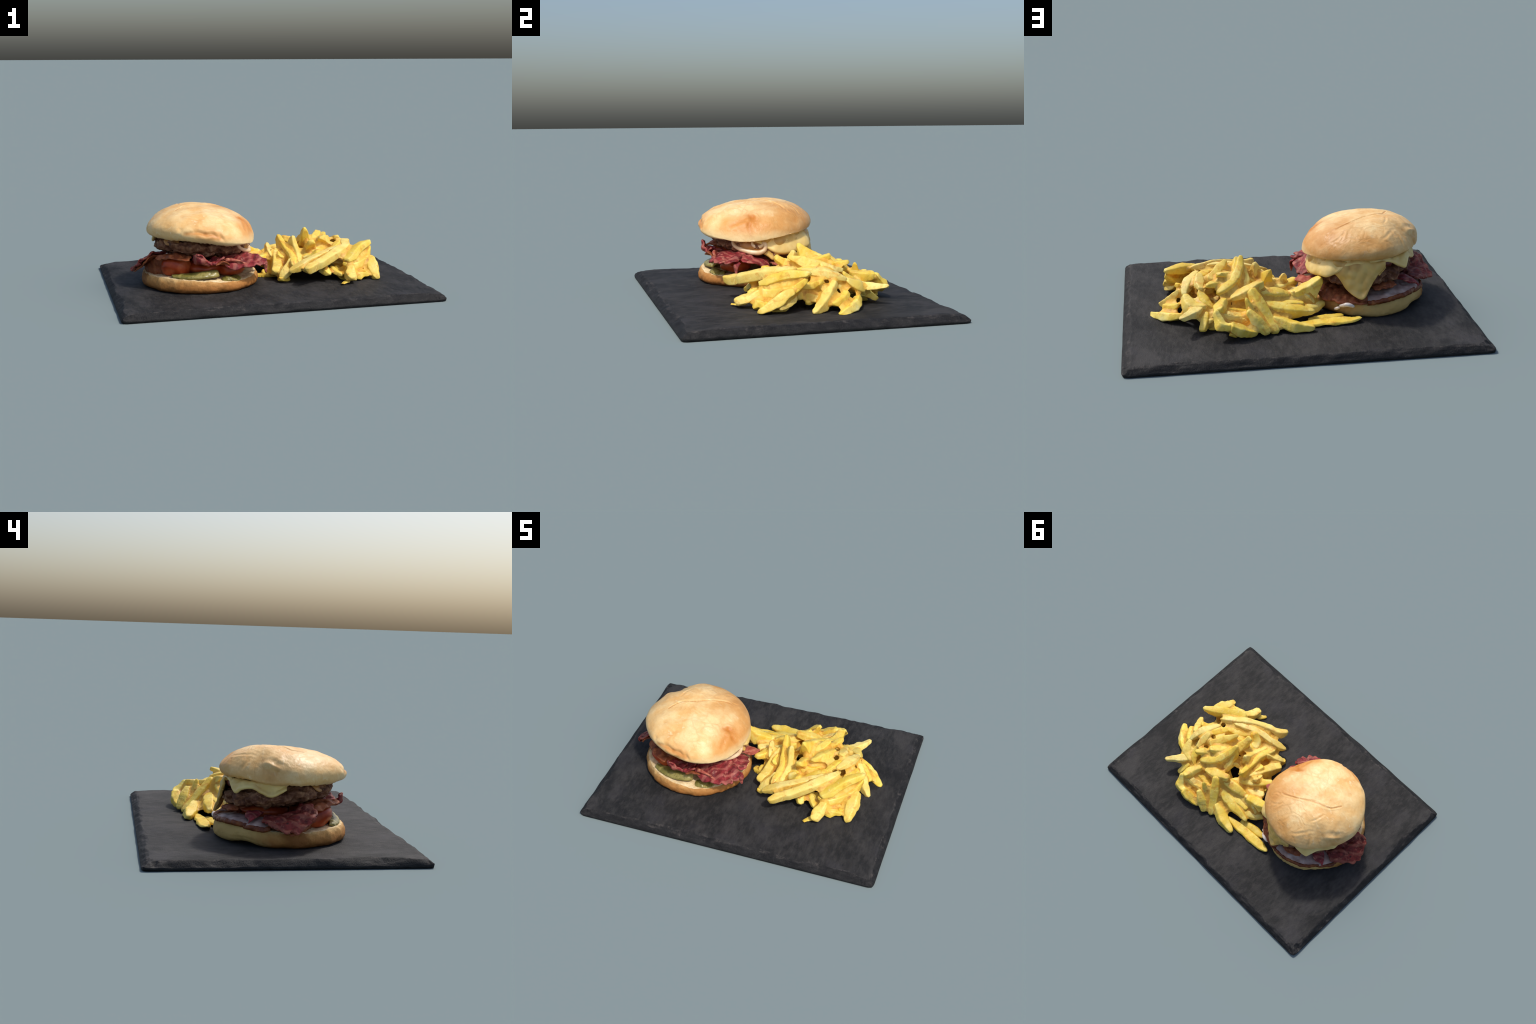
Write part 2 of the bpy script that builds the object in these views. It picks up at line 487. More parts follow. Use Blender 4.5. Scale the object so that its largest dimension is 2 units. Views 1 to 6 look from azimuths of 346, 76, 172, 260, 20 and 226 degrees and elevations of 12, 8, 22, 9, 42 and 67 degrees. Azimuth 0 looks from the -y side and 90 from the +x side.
# -------------------------------------------------------------- slate board
def build_board():
    lx, ly, inset = 1.0, .749, .050
    def axis_steps(half):
        edge = np.concatenate([np.linspace(0, .09, 26), np.linspace(.105, half, 40)])
        left = -half + edge
        return np.concatenate([left, -left[::-1][1:]])
    xs, ys = axis_steps(lx), axis_steps(ly)
    X, Y = np.meshgrid(xs, ys, indexing="ij")
    nx, ny = X.shape
    # slightly rounded corners: squeeze the border ring
    cx, cy = lx - .04, ly - .04
    qx, qy = np.clip(abs(X) - cx, 0, None) / .04, np.clip(abs(Y) - cy, 0, None) / .04
    m, h = np.maximum(qx, qy), np.hypot(qx, qy)
    s = np.where((qx > 0) & (qy > 0), m / h.clip(1e-9), 1) * .7 + .3
    X = np.sign(X) * np.where(qx > 0, cx + qx * .04 * s, abs(X)); Y = np.sign(Y) * np.where(qy > 0, cy + qy * .04 * s, abs(Y))
    # ragged outline, millimetres only
    d = np.minimum(lx - abs(X), ly - abs(Y))
    P = np.stack([X, Y, 0 * X], -1)
    chip = Field(3, .17)(P) * .5 + Field(4, .06)(P) * .22 + Field(5, .5)(P) * .5
    width = inset * (1 + .38 * np.clip(chip, -1, 1))
    t = np.clip(d / width, 0, 1)
    slope = .55 * t + .45 * (1 - np.sqrt(1 - t ** 2 + 1e-9))
    slope = 1 - (1 - t) ** 1.6
    top = BOARD_TOP + .0015 - .0020 * (Y / ly) + .0012 * Field(6, .5)(P)
    top = top - .012 * np.exp(-((lx - abs(X)) ** 2 + (ly - abs(Y)) ** 2) / .10 ** 2)     # corners worn down
    low = .012 + .004 * Field(8, .2)(P)
    facets = .0036 * (Field(7, .07)(P) + .6 * Field(9, .022)(P)) * np.clip(1.25 - t, 0, 1) * np.clip(t * 4, 0, 1)
    Z = low + (top - low) * slope + facets * (t < 1)
    Z += .0007 * Field(10, .05)(P) * (t >= 1)
    V = np.concatenate([np.stack([X, Y, Z], -1).reshape(-1, 3), np.stack([X * .997, Y * .997, 0 * Z], -1).reshape(-1, 3)])
    F = grid_faces(nx, ny) + [f[::-1] for f in grid_faces(nx, ny, base=nx * ny)]
    ring = [j for j in range(ny)] + [i * ny + ny - 1 for i in range(1, nx)] + [(nx - 1) * ny + j for j in range(ny - 2, -1, -1)] + [i * ny for i in range(nx - 2, 0, -1)]
    for a, b in zip(ring, ring[1:] + ring[:1]):
        F.append((a, b, b + nx * ny, a + nx * ny))
    o = add("slate_board", V, F, SLATE)
    o["label"] = "dark grey rectangular slate serving board with chipped bevelled edges"
    o["category"] = "serving board"


build_board()

# ------------------------------------------------------------------- burger
burger = thing("hamburger", (AXIS[0], AXIS[1], BOARD_TOP),
               "stacked bacon cheeseburger in a golden glossy crumpled bun", "burger")


def crease(P, pts, depth, width, n=60):
    """Signed push along a polyline: a groove (negative) or ridge."""
    C = catmull(pts, n)
    d = np.full(len(P), 9.0); along = np.zeros(len(P))
    for i, c in enumerate(C):
        q = np.linalg.norm(P - c, axis=1)
        b = q < d
        d[b] = q[b]; along[b] = i / (n - 1)
    fade = np.sin(np.clip(along, .04, .96) * math.pi) ** .5
    return depth * fade * (np.exp(-(d / width) ** 2) - .35 * np.exp(-((d - 2.2 * width) / width) ** 2))


def dent(P, c, depth, radius):
    d = np.linalg.norm(P - np.asarray(c), axis=1)
    return depth * np.exp(-(d / radius) ** 2)


def build_top_bun():
    na, nu, nl = 300, 96, 24
    az = np.linspace(0, 2 * math.pi, na, endpoint=False)
    # twelve controls round the bun, from +x anticlockwise
    R = periodic([.354, .348, .339, .334, .326, .306, .339, .348, .358, .369, .379, .355], az)
    belly = periodic([.340, .369, .397, .428, .424, .390, .400, .414, .414, .386, .352, .324], az)
    hem = periodic([.365, .357, .377, .380, .389, .378, .374, .373, .372, .356, .331, .345], az)
    hem = np.minimum(hem, belly - .004)
    full = periodic([2.12, 1.88, 1.54, 1.86, 2.15, 2.16], az)
    crown, lean = .549, np.array([-.072, .105])
    D = np.stack([np.cos(az), np.sin(az)], -1)
    rows = []
    for u in np.linspace(0, 1, nu):
        a = math.sin(u * math.pi / 2 * .999) ; c = math.cos(u * math.pi / 2 * .999)
        rho, h = c ** (2 / full), a ** (2 / full)
        rows.append(np.concatenate([AXIS + lean * (1 - rho)[:, None] + (R * rho)[:, None] * D, (belly + (crown - belly) * h)[:, None]], 1))
    rows = rows[::-1]
    for u in np.linspace(0, 1, nl)[1:]:
        c, a = math.cos(u * math.pi / 2), math.sin(u * math.pi / 2)
        rows.append(np.concatenate([AXIS + (R * (.90 + .10 * c))[:, None] * D, (belly + (hem - belly) * a)[:, None]], 1))
    nside = len(rows)
    for f in np.linspace(.95, .02, 14):
        rows.append(np.concatenate([AXIS + (R * .90 * f)[:, None] * D, (hem * f + .372 * (1 - f) + .004 * (1 - f))[:, None]], 1))
    G = np.array(rows)
    n = np.cross(np.gradient(G, axis=0), np.roll(G, -1, 1) - np.roll(G, 1, 1))
    n = -n / np.linalg.norm(n, axis=2, keepdims=True).clip(1e-9)
    ctr = np.array([AXIS[0], AXIS[1], .40])
    if ((G - ctr) * n).sum(-1)[20:60].mean() < 0: n = -n
    P = G.reshape(-1, 3)
    push = np.zeros(len(P))
    # long split across the crown
    push += crease(P, [(-.215, .085, .505), (-.241, .088, .513), (-.33, .048, .538), (-.43, -.011, .546), (-.50, -.033, .546), (-.543, -.061, .541), (-.577, -.12, .529)], -.006, .0045, 160)
    # notch and star-shaped dent on the right, crumpled fold in front
    push += crease(P, [(-.129, -.10, .42), (-.165, -.125, .462), (-.19, -.14, .475)], -.006, .014)
    push += crease(P, [(-.165, -.115, .462), (-.125, -.15, .415), (-.085, -.145, .34)], -.004, .010)
    push += crease(P, [(-.16, -.16, .45), (-.165, -.20, .43), (-.168, -.25, .41)], -.004, .014)
    push += crease(P, [(-.14, -.12, .43), (-.11, -.10, .40), (-.09, -.08, .36)], -.006, .012)
    push += crease(P, [(-.56, -.36, .425), (-.49, -.375, .435), (-.44, -.388, .42), (-.40, -.39, .42), (-.35, -.398, .393)], -.008, .011)
    push += crease(P, [(-.53, -.36, .405), (-.44, -.39, .398), (-.40, -.395, .405)], .002, .010)
    push += crease(P, [(-.36, -.385, .43), (-.345, -.395, .40), (-.33, -.40, .38)], -.006, .009)
    # dimples and folds on the back left
    push += dent(P, (-.645, .065, .488), .009, .05) + dent(P, (-.688, .045, .432), -.012, .026) + crease(P, [(-.645, .095, .474), (-.672, .06, .466), (-.705, .02, .452)], .011, .014) + dent(P, (-.652, -.02, .50), -.006, .024) + dent(P, (-.668, .022, .482), .009, .016)
    push += crease(P, [(-.665, .085, .445), (-.692, .05, .438), (-.718, .015, .428)], -.008, .010)
    push += crease(P, [(-.655, .08, .46), (-.69, .085, .42), (-.705, .088, .385)], -.008, .012)
    push += crease(P, [(-.565, .167, .495), (-.588, .193, .466), (-.602, .219, .433)], -.006, .009)
    push += crease(P, [(-.55, .15, .51), (-.50, .215, .50), (-.46, .25, .485)], -.004, .008)
    push += dent(P, (-.55, .25, .455), -.006, .04)
    for a in ([(-.192, .099, .491), (-.180, .112, .48), (-.168, .124, .469)], [(-.279, .162, .508), (-.255, .18, .492), (-.236, .199, .474)],
              [(-.21, .186, .467), (-.20, .195, .454)], [(-.204, .188, .461), (-.237, .175, .487), (-.282, .129, .519)],
              [(-.184, .104, .486), (-.211, .093, .501)],               [(-.55, .02, .545), (-.527, .07, .544), (-.50, .11, .545)], [(-.25, -.05, .50), (-.28, -.06, .51)]):
        push += crease(P, np.array(a) + .004 * np.random.default_rng(len(a)).normal(size=(len(a), 3)), -.0022, .006)
    push += dent(P, (-.70, -.17, .43), .004, .05) + dent(P, (-.586, -.332, .446), -.006, .016)
    # soft wrinkling of the thin skin, torn hem
    side = (np.repeat(np.arange(len(rows)), na) < nside)
    push += side * (.0020 * Field(21, .13)(P * [1, 1, 1.4]) + .0004 * Field(22, .03)(P))
    push *= side
    P = P + n.reshape(-1, 3) * push[:, None]
    hemrow = np.repeat(np.clip((np.arange(len(rows)) - (nside - 8)) / 8, 0, 1), na) * side
    P[:, 2] += hemrow * .005 * Field(23, .03)(P * [1, 1, 0])
    F = grid_faces(len(rows), na, close_v=True)
    fm = [0] * ((nside - 1) * na) + [1] * ((len(rows) - nside) * na)
    V = np.concatenate([P, P[:na].mean(0)[None], P[-na:].mean(0)[None]])
    k = len(P)
    F += [(k, (j + 1) % na, j) for j in range(na)]; fm += [0] * na
    b = (len(rows) - 1) * na
    F += [(k + 1, b + j, b + (j + 1) % na) for j in range(na)]; fm += [1] * na
    add("top_bun", V, F, [CRUST, CRUMB], burger, face_mat=fm)


def build_bottom_bun():
    na = 240
    az = np.linspace(0, 2 * math.pi, na, endpoint=False)
    R = periodic([.370, .340, .346, .358, .365, .369, .372, .374, .374, .378, .384, .380], az)
    lip = periodic([.125, .128, .135, .142, .150, .148, .132, .138, .138, .126, .117, .116], az)
    foot = BOARD_TOP + .001 + .018 * np.exp(-((np.degrees(az) - 138) / 14) ** 2)
    D = np.stack([np.cos(az), np.sin(az)], -1)
    dentin = 1 - .045 * np.exp(-((np.degrees(az) - 139) / 12) ** 2)
    rows = []
    for f in np.linspace(.05, .84, 10):
        rows.append(np.concatenate([AXIS + (R * f)[:, None] * D, foot[:, None]], 1))
    for u in np.linspace(0, 1, 22):
        a = -math.pi / 2 + u * math.pi * .93
        waist = foot + .030                      # widest just above the board
        if a < 0:
            rr = R * dentin * (.875 + .125 * math.cos(a) ** .8)
            zz = waist + (waist - foot) * math.sin(a)
        else:
            rr = R * (1 + (dentin - 1) * (1 - u)) * (.925 + .075 * math.cos(a))
            zz = waist + (lip - waist) * math.sin(a)
        rows.append(np.concatenate([AXIS + rr[:, None] * D, zz[:, None]], 1))
    nside = len(rows)
    for f in np.linspace(.97, .03, 22):
        r = R * .925 * f
        z = lip - .002 + .008 * (1 - f)
        rows.append(np.concatenate([AXIS + r[:, None] * D, z[:, None]], 1))
    P = np.array(rows).reshape(-1, 3)
    g = np.repeat(np.arange(len(rows)), na)
    wall = (g >= 10)
    rad = np.zeros_like(P); rad[:, :2] = P[:, :2] - AXIS; rad /= np.linalg.norm(rad, axis=1)[:, None].clip(1e-6)
    P += rad * (wall * (.004 * Field(31, .12)(P) + .0018 * Field(32, .03)(P)))[:, None]
    P[:, 2] += (g >= nside - 6) * (.0035 * Field(33, .06)(P) + .0018 * Field(34, .018)(P))
    F = grid_faces(len(rows), na, close_v=True)
    fm = [0] * ((nside - 2) * na) + [1] * ((len(rows) - nside + 1) * na)
    k = len(P); b = (len(rows) - 1) * na
    V = np.concatenate([P, P[:na].mean(0)[None], P[-na:].mean(0)[None]])
    F += [(k, (j + 1) % na, j) for j in range(na)]; fm += [0] * na
    F += [(k + 1, b + j, b + (j + 1) % na) for j in range(na)]; fm += [1] * na
    add("bottom_bun", V, F, [HEEL, CRUMB], burger, face_mat=fm)


def build_patty():
    na = 260
    az = np.linspace(0, 2 * math.pi, na, endpoint=False)
    c = AXIS
    R = periodic([.312, .318, .310, .304, .298, .288, .282, .284, .284, .274, .284, .300], az)
    D = np.stack([np.cos(az), np.sin(az)], -1)
    tilt = np.array([math.cos(math.radians(-130)), math.sin(math.radians(-130))]) * .125
    rows = []
    for u in np.linspace(0, 1, 60):
        a = -math.pi / 2 + u * math.pi
        f, s = abs(math.cos(a)) ** .42, math.copysign(abs(math.sin(a)) ** .9, math.sin(a))
        xy = c + (R * max(f, .02))[:, None] * D
        rows.append(np.concatenate([xy, (.290 + .056 * s + ((xy - AXIS) @ tilt))[:, None]], 1))
    P = np.array(rows).reshape(-1, 3)
    out = P - np.array([c[0], c[1], .29]); out[:, 2] *= 2.5
    out /= np.linalg.norm(out, axis=1)[:, None].clip(1e-6)
    ridged = 1 - 2 * abs(Field(43, .075)(P))
    P = P + out * (.010 * Field(41, .11)(P) + .008 * ridged + .009 * Field(42, .045)(P) + .003 * Field(44, .016)(P))[:, None]
    P[:, 2] = np.minimum(P[:, 2], .372)
    F = grid_faces(60, na, close_v=True) + [tuple(range(na))[::-1], tuple(59 * na + k for k in range(na))]
    add("beef_patty", P, F, BEEF, burger)


def pl(*pts):
    """Row of polar control points (azimuth, radius, height)."""
    return [polar(a, r, z) for a, r, z in pts]


def build_cheese():
    # upper slice: lies on the patty, folds over its rim; az, edge radius, edge height
    edge = [(-48, .280, .345), (-36, .290, .330), (-22, .296, .318), (-10, .306, .300), (2, .330, .258), (10, .340, .244), (22, .345, .248), (36, .352, .266), (45, .362, .274), (53, .342, .300),
            (60, .322, .334), (68, .312, .352), (80, .306, .358), (95, .304, .362), (108, .308, .362), (115, .322, .345), (121, .335, .328), (126, .338, .316), (131, .325, .336), (140, .305, .346),
            (151, .303, .326), (161, .304, .308), (168, .302, .322), (177, .296, .348)]
    rows = []
    for a, r, z in edge:
        rows.append(pl((a, .20, .372), (a, min(.285, r - .03), .372), (a, r - .018, max(z + .018, .5 * z + .18)), (a, r, z)))
    sheet("cheese_slice", rows, [CHEESE], burger, .020, 130, 26, .0025, .05, 61, 3)
    # lower slice: long drip over the back of the patty
    edge = [(-10, .300, .250), (-2, .310, .226), (3, .318, .206), (9, .318, .236), (18, .322, .236), (30, .315, .250), (45, .315, .285), (52, .318, .282), (58, .322, .244), (64, .332, .205), (72, .350, .178), (79, .362, .166),
            (83, .356, .190), (86, .340, .225), (90, .328, .262), (96, .320, .312), (102, .312, .350)]
    rows = []
    for a, r, z in edge:
        m = (.365 + z) / 2
        rows.append(pl((a, .24, .366), (a, .300, .364), (a, .322 - .014 * (a < 5), m + .02), (a, (.324 + .35 * max(r - .324, 0)) if a > 5 else r - .004, z + .03 * (m - z > .04)), (a, max(r, .326) if a > 5 else r, z)))
    sheet("cheese_slice", rows, [CHEESE_DRIP], burger, .016, 120, 34, .003, .06, 64, 3)
    # a flap of browned cheese at the front left
    sheet("cheese_slice", [pl((-152, .22, .366), (-152, .27, .364), (-150, .290, .345)), pl((-143, .22, .366), (-143, .275, .36), (-143, .294, .330)),
                           pl((-128, .22, .366), (-128, .265, .362), (-127, .285, .340))], [CHEESE_BROWN], burger, .012, 30, 16, .002, .04, 66)
    # browned cheese film behind the onion rings; dark strip models shadow under the crown
    sheet("cheese_slice", [pl((a, .23, .350), (a, .276, .340), (a + 1, r, z + .03), (a + 1, r, z)) for a, r, z in
                           ((-46, .282, .312), (-40, .292, .290), (-32, .302, .275), (-22, .306, .266), (-12, .308, .262), (-4, .304, .250))],
          [CHEESE_BROWN], burger, .010, 50, 20, .002, .04, 67)
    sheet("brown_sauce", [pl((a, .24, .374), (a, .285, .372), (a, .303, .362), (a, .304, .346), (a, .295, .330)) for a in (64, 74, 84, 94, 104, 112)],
          [HEM_SHADOW], burger, .008, 70, 24, .0012, .04, 68)


def build_sauce_ring():
    pts = pl((-44, .286, .330), (-43, .296, .300), (-37, .306, .279), (-27, .312, .262), (-18, .316, .253), (-11, .318, .254), (-6, .317, .270), (-5, .312, .300), (-8, .300, .315))
    tube("onion_ring", pts, [.010, .011, .012, .014, .015, .015, .013, .013, .011], ONION, burger, 70, 14, 71, .0008)
    pts = pl((-20, .300, .318), (-19, .308, .298), (-15, .312, .287), (-10, .311, .290), (-7, .306, .305))
    tube("onion_ring", pts, [.008, .009, .010, .010, .009], ONION, burger, 40, 12, 72, .0006)


def slice_disc(name, az, r, z, rad, h, mat, tilt=(0, 0), seed=0, squash=1.0):
    n, m = 72, 30
    a = np.linspace(0, 2 * math.pi, n, endpoint=False)
    c = polar(az, np.array(r), z)
    rows = []
    for u in np.linspace(0, 1, m):
        b = -math.pi / 2 + u * math.pi
        f, s = max(abs(math.cos(b)) ** .5, .02), math.sin(b)
        rows.append(np.stack([c[0] + rad * f * np.cos(a), c[1] + rad * squash * f * np.sin(a), np.full(n, c[2] + h / 2 * s)], -1))
    P = np.array(rows).reshape(-1, 3)
    P[:, 2] += (P[:, 0] - c[0]) * tilt[0] + (P[:, 1] - c[1]) * tilt[1]
    P += .003 * Field(seed, .09)(P)[:, None]
    F = grid_faces(m, n, close_v=True) + [tuple(range(n))[::-1], tuple((m - 1) * n + k for k in range(n))]
    return add(name, P, F, mat, burger)


def build_tomato():
    slice_disc("tomato_slice", -137, .246, .190, .094, .125, TOMATO, (-.05, -.1), 81, 1.0)
    slice_disc("tomato_slice", -48, .238, .168, .095, .085, TOMATO, (.0, .0), 82)
    slice_disc("tomato_slice", -92, .150, .180, .120, .080, TOMATO, (.0, .0), 83)
    slice_disc("tomato_slice", 95, .080, .196, .135, .080, TOMATO, (.0, .0), 84)


def build_pickles():
    sheet("pickle_slice", [pl((-133, .325, .150), (-131, .338, .146), (-130, .344, .138)), pl((-123, .295, .152), (-121, .320, .152), (-119, .343, .137)), pl((-108, .258, .152), (-108, .305, .158), (-107, .340, .138)),
                           pl((-96, .250, .160), (-95, .300, .166), (-95, .335, .140)), pl((-83, .255, .168), (-83, .300, .168), (-83, .325, .142)), pl((-76, .265, .168), (-77, .290, .160), (-78, .310, .140))],
          [GHERKIN], burger, .020, 80, 26, .0012, .03, 91, 4, lumps=.0016)
    sheet("pickle_slice", [pl((-75, .300, .118), (-75, .325, .118), (-74, .345, .114)), pl((-68, .295, .132), (-68, .330, .138), (-66, .362, .120)), pl((-61, .285, .124), (-60, .325, .120), (-58, .362, .110)),
                           pl((-54, .275, .128), (-53, .310, .130), (-50, .340, .120))], [GHERKIN], burger, .010, 50, 24, .002, .03, 92, 3)


def build_bacon():
    # big red rasher, front right, with its curled rind and hanging tip
    sheet("bacon_rasher", [pl((-74, .24, .238), (-74, .29, .236), (-73, .318, .226)), pl((-66, .23, .246), (-66, .31, .232), (-66, .365, .195)), pl((-55, .22, .252), (-55, .33, .240), (-55, .425, .198)),
                           pl((-44, .22, .250), (-45, .34, .240), (-47, .465, .202)), pl((-34, .22, .245), (-35, .35, .240), (-38, .462, .204)), pl((-25, .22, .240), (-26, .34, .238), (-29, .440, .210))],
          [BACON], burger, .013, 90, 50, .009, .085, 101, 3, .010, .0022)
    sheet("bacon_rasher", [pl((-32, .385, .222), (-30, .415, .214), (-27, .430, .206)), pl((-33, .420, .205), (-31, .442, .190), (-28, .448, .184)), pl((-32, .435, .170), (-30.5, .444, .160), (-29, .448, .156)), pl((-30.5, .440, .135), (-30, .444, .130), (-29.5, .446, .126))],
          [BACON], burger, .012, 40, 18, .002, .03, 102, 3)
    sheet("bacon_rasher", [pl((-73, .28, .232), (-72, .305, .248), (-71, .330, .236)), pl((-66, .315, .224), (-65, .338, .246), (-63, .356, .234)), pl((-60, .345, .212), (-58, .372, .232), (-55, .388, .222)), pl((-57, .382, .196), (-54, .402, .208), (-51, .408, .198))],
          [BACON_PINK], burger, .012, 50, 20, .002, .03, 103, 3)
    # second rasher on the right, toward the chips
    sheet("bacon_rasher", [pl((-28, .22, .232), (-29, .32, .236), (-30, .400, .222)), pl((-19, .22, .224), (-20, .32, .222), (-20, .408, .204)), pl((-11, .22, .214), (-11, .32, .206), (-11, .392, .186)), pl((-1, .22, .200), (-1, .32, .190), (-2, .360, .172))],
          [BACON], burger, .013, 70, 44, .008, .07, 104, 3, .010, .002)
    sheet("bacon_rasher", [pl((2, .24, .180), (2, .32, .185), (1, .380, .190)), pl((8, .24, .182), (8, .34, .188), (9, .415, .190)), pl((16, .24, .176), (16, .32, .180), (15, .375, .174))],
          [BACON_PINK], burger, .012, 50, 36, .006, .06, 105, 3, .006)
    # curled rasher across the front
    sheet("bacon_rasher", [pl((-108, .27, .246), (-108, .320, .258), (-107, .338, .288)), pl((-103, .26, .236), (-103, .325, .240), (-102.5, .345, .298)), pl((-97, .25, .232), (-97, .330, .228), (-97, .350, .284)), pl((-90, .24, .230), (-90, .315, .222), (-90, .334, .240)),
                           pl((-83, .24, .236), (-83, .312, .228), (-83, .335, .232)), pl((-76, .24, .246), (-76, .310, .250), (-75, .335, .258)), pl((-72, .24, .246), (-72, .305, .256), (-72, .330, .268))],
          [BACON], burger, .014, 90, 40, .006, .055, 106, 3, .006, .0022)
    sheet("bacon_rasher", [pl((-84, .22, .212), (-84, .30, .216), (-83, .345, .218)), pl((-75, .22, .222), (-75, .31, .226), (-74, .348, .236)), pl((-66, .22, .212), (-66, .31, .208), (-65, .346, .202))],
          [BACON_BROWN], burger, .010, 50, 30, .006, .05, 107, 3, .006)
    # brown rasher draped over the tomato on the left
    sheet("bacon_rasher", [pl((-158, .22, .256), (-156, .30, .252), (-154, .332, .238)), pl((-146, .22, .264), (-146, .31, .262), (-145, .340, .246)), pl((-132, .22, .270), (-132, .31, .272), (-131, .342, .262)), pl((-120, .22, .262), (-120, .31, .262), (-117, .340, .250)), pl((-112, .22, .256), (-112, .30, .258), (-111, .335, .258))],
          [BACON_BROWN], burger, .010, 80, 30, .005, .05, 108, 3, .006)
    # crisp dark flap hanging out at the back left
    sheet("bacon_rasher", [pl((152, .24, .200), (154, .315, .195), (157, .345, .186), (160, .362, .178)), pl((163, .24, .200), (164, .325, .192), (166, .372, .174), (168, .392, .156)), pl((171, .24, .206), (172, .335, .196), (175, .400, .166), (179, .448, .144)),
                           pl((-179, .24, .216), (-178, .345, .210), (-177, .405, .182), (-176, .438, .153)), pl((-170, .24, .236), (-169, .345, .238), (-168, .398, .212), (-169, .425, .184)), pl((-163, .24, .262), (-161, .345, .270), (-159.5, .392, .256), (-161, .402, .234))],
          [BACON_DARK], burger, .013, 90, 56, .008, .07, 109, 3, .010, .0024)
    sheet("bacon_rasher", [pl((172, .24, .194), (173, .325, .182), (176, .385, .152), (178, .428, .132)), pl((-180, .24, .204), (-178, .335, .196), (-177, .392, .170), (-176, .424, .140)),
                           pl((-170, .24, .224), (-168, .335, .225), (-167, .384, .200), (-168, .408, .172)), pl((-162, .24, .248), (-160, .335, .254), (-158.5, .378, .240), (-160, .388, .216))],
          [BACON_BROWN], burger, .010, 50, 40, .003, .05, 110, 3)
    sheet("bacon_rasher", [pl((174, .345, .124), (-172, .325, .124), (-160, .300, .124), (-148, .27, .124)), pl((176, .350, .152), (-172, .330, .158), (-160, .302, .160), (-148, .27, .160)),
                           pl((178, .340, .180), (-170, .330, .194), (-158, .305, .205), (-148, .27, .205)), pl((-178, .325, .20), (-166, .325, .225), (-156, .310, .240), (-148, .28, .240))],
          [BACON_BROWN], burger, .010, 50, 40, .003, .05, 118, 3)
    # red corner and ham-like loin slices at the back
    sheet("bacon_rasher", [pl((132, .24, .214), (134, .30, .210), (137, .330, .196)), pl((140, .24, .216), (142, .31, .208), (143, .350, .186)), pl((150, .24, .214), (149, .31, .204), (144, .372, .172))],
          [BACON], burger, .012, 44, 34, .003, .05, 111, 3)
    for rows, s in (([pl((84, .22, .160), (84, .30, .156), (84, .335, .148), (84, .356, .138)), pl((98, .22, .168), (98, .30, .166), (98, .334, .160), (98, .358, .148)), pl((114, .22, .176), (114, .30, .172), (114, .336, .168), (114, .360, .158)),
                      pl((128, .22, .178), (128, .30, .174), (128, .338, .170), (128, .360, .160)), pl((142, .22, .172), (142, .30, .168), (142, .332, .162), (142, .350, .154))], 112),
                    ([pl((138, .22, .176), (138, .30, .174), (138, .334, .164), (138, .353, .150)), pl((148, .22, .178), (148, .30, .174), (148, .338, .164), (148, .362, .148)), pl((157, .22, .174), (157, .30, .168), (157, .340, .158), (157, .363, .146)), pl((165, .22, .170), (165, .29, .166), (164, .330, .160), (163, .352, .154))], 113)):
        sheet("pork_loin_slice", rows, [HAM], burger, .012, 80, 34, .0035, .06, s, 3, .004)
        rim = [[r[3] * .55 + r[2] * .45 + np.array([0, 0, .004]), r[3] + np.array([0, 0, .003]), r[3] + np.array([0, 0, -.012])] for r in rows]
        sheet("pork_rind", rim, [HAM_EDGE], burger, .014, 70, 12, .003, .03, s + 20, 3, .003)
    sheet("bacon_rasher", [pl((88, .24, .214), (90, .29, .216), (92, .322, .206)), pl((104, .24, .222), (104, .30, .222), (104, .330, .210)), pl((120, .24, .222), (119, .29, .222), (118, .322, .216))],
          [BACON_BROWN], burger, .012, 60, 30, .004, .05, 114, 3, .006)
    # rasher end poking out below the cheese drip, with a lump of white fat
    sheet("bacon_rasher", [pl((24, .22, .178), (26, .29, .166), (30, .340, .134)), pl((40, .22, .178), (42, .30, .166), (45, .358, .128)), pl((56, .22, .176), (57, .31, .162), (59, .362, .132)), pl((70, .22, .154), (70, .32, .152), (71, .364, .134)), pl((84, .22, .160), (84, .32, .158), (84, .362, .140))],
          [BACON_BROWN], burger, .014, 70, 36, .006, .05, 115, 3, .006)
    tube("bacon_fat", pl((58, .352, .112), (62, .370, .124), (66, .374, .134), (70, .368, .128), (72, .358, .118)), [.008, .011, .013, .011, .007], FAT, burger, 40, 14, 116, .001)
    tube("bacon_fat", pl((53, .350, .085), (56, .362, .096), (59, .358, .108)), [.007, .009, .007], FAT, burger, 30, 12, 117, .001)


build_top_bun()
build_bottom_bun()
build_patty()
build_cheese()
build_sauce_ring()
build_tomato()
build_pickles()
build_bacon()

# -------------------------------------------------------------------- chips
chips = thing("portion_of_fries", (.40, .05, BOARD_TOP), "heap of thick golden yellow fried potato chips", "french fries")
SPINES, SOLIDS = [], []


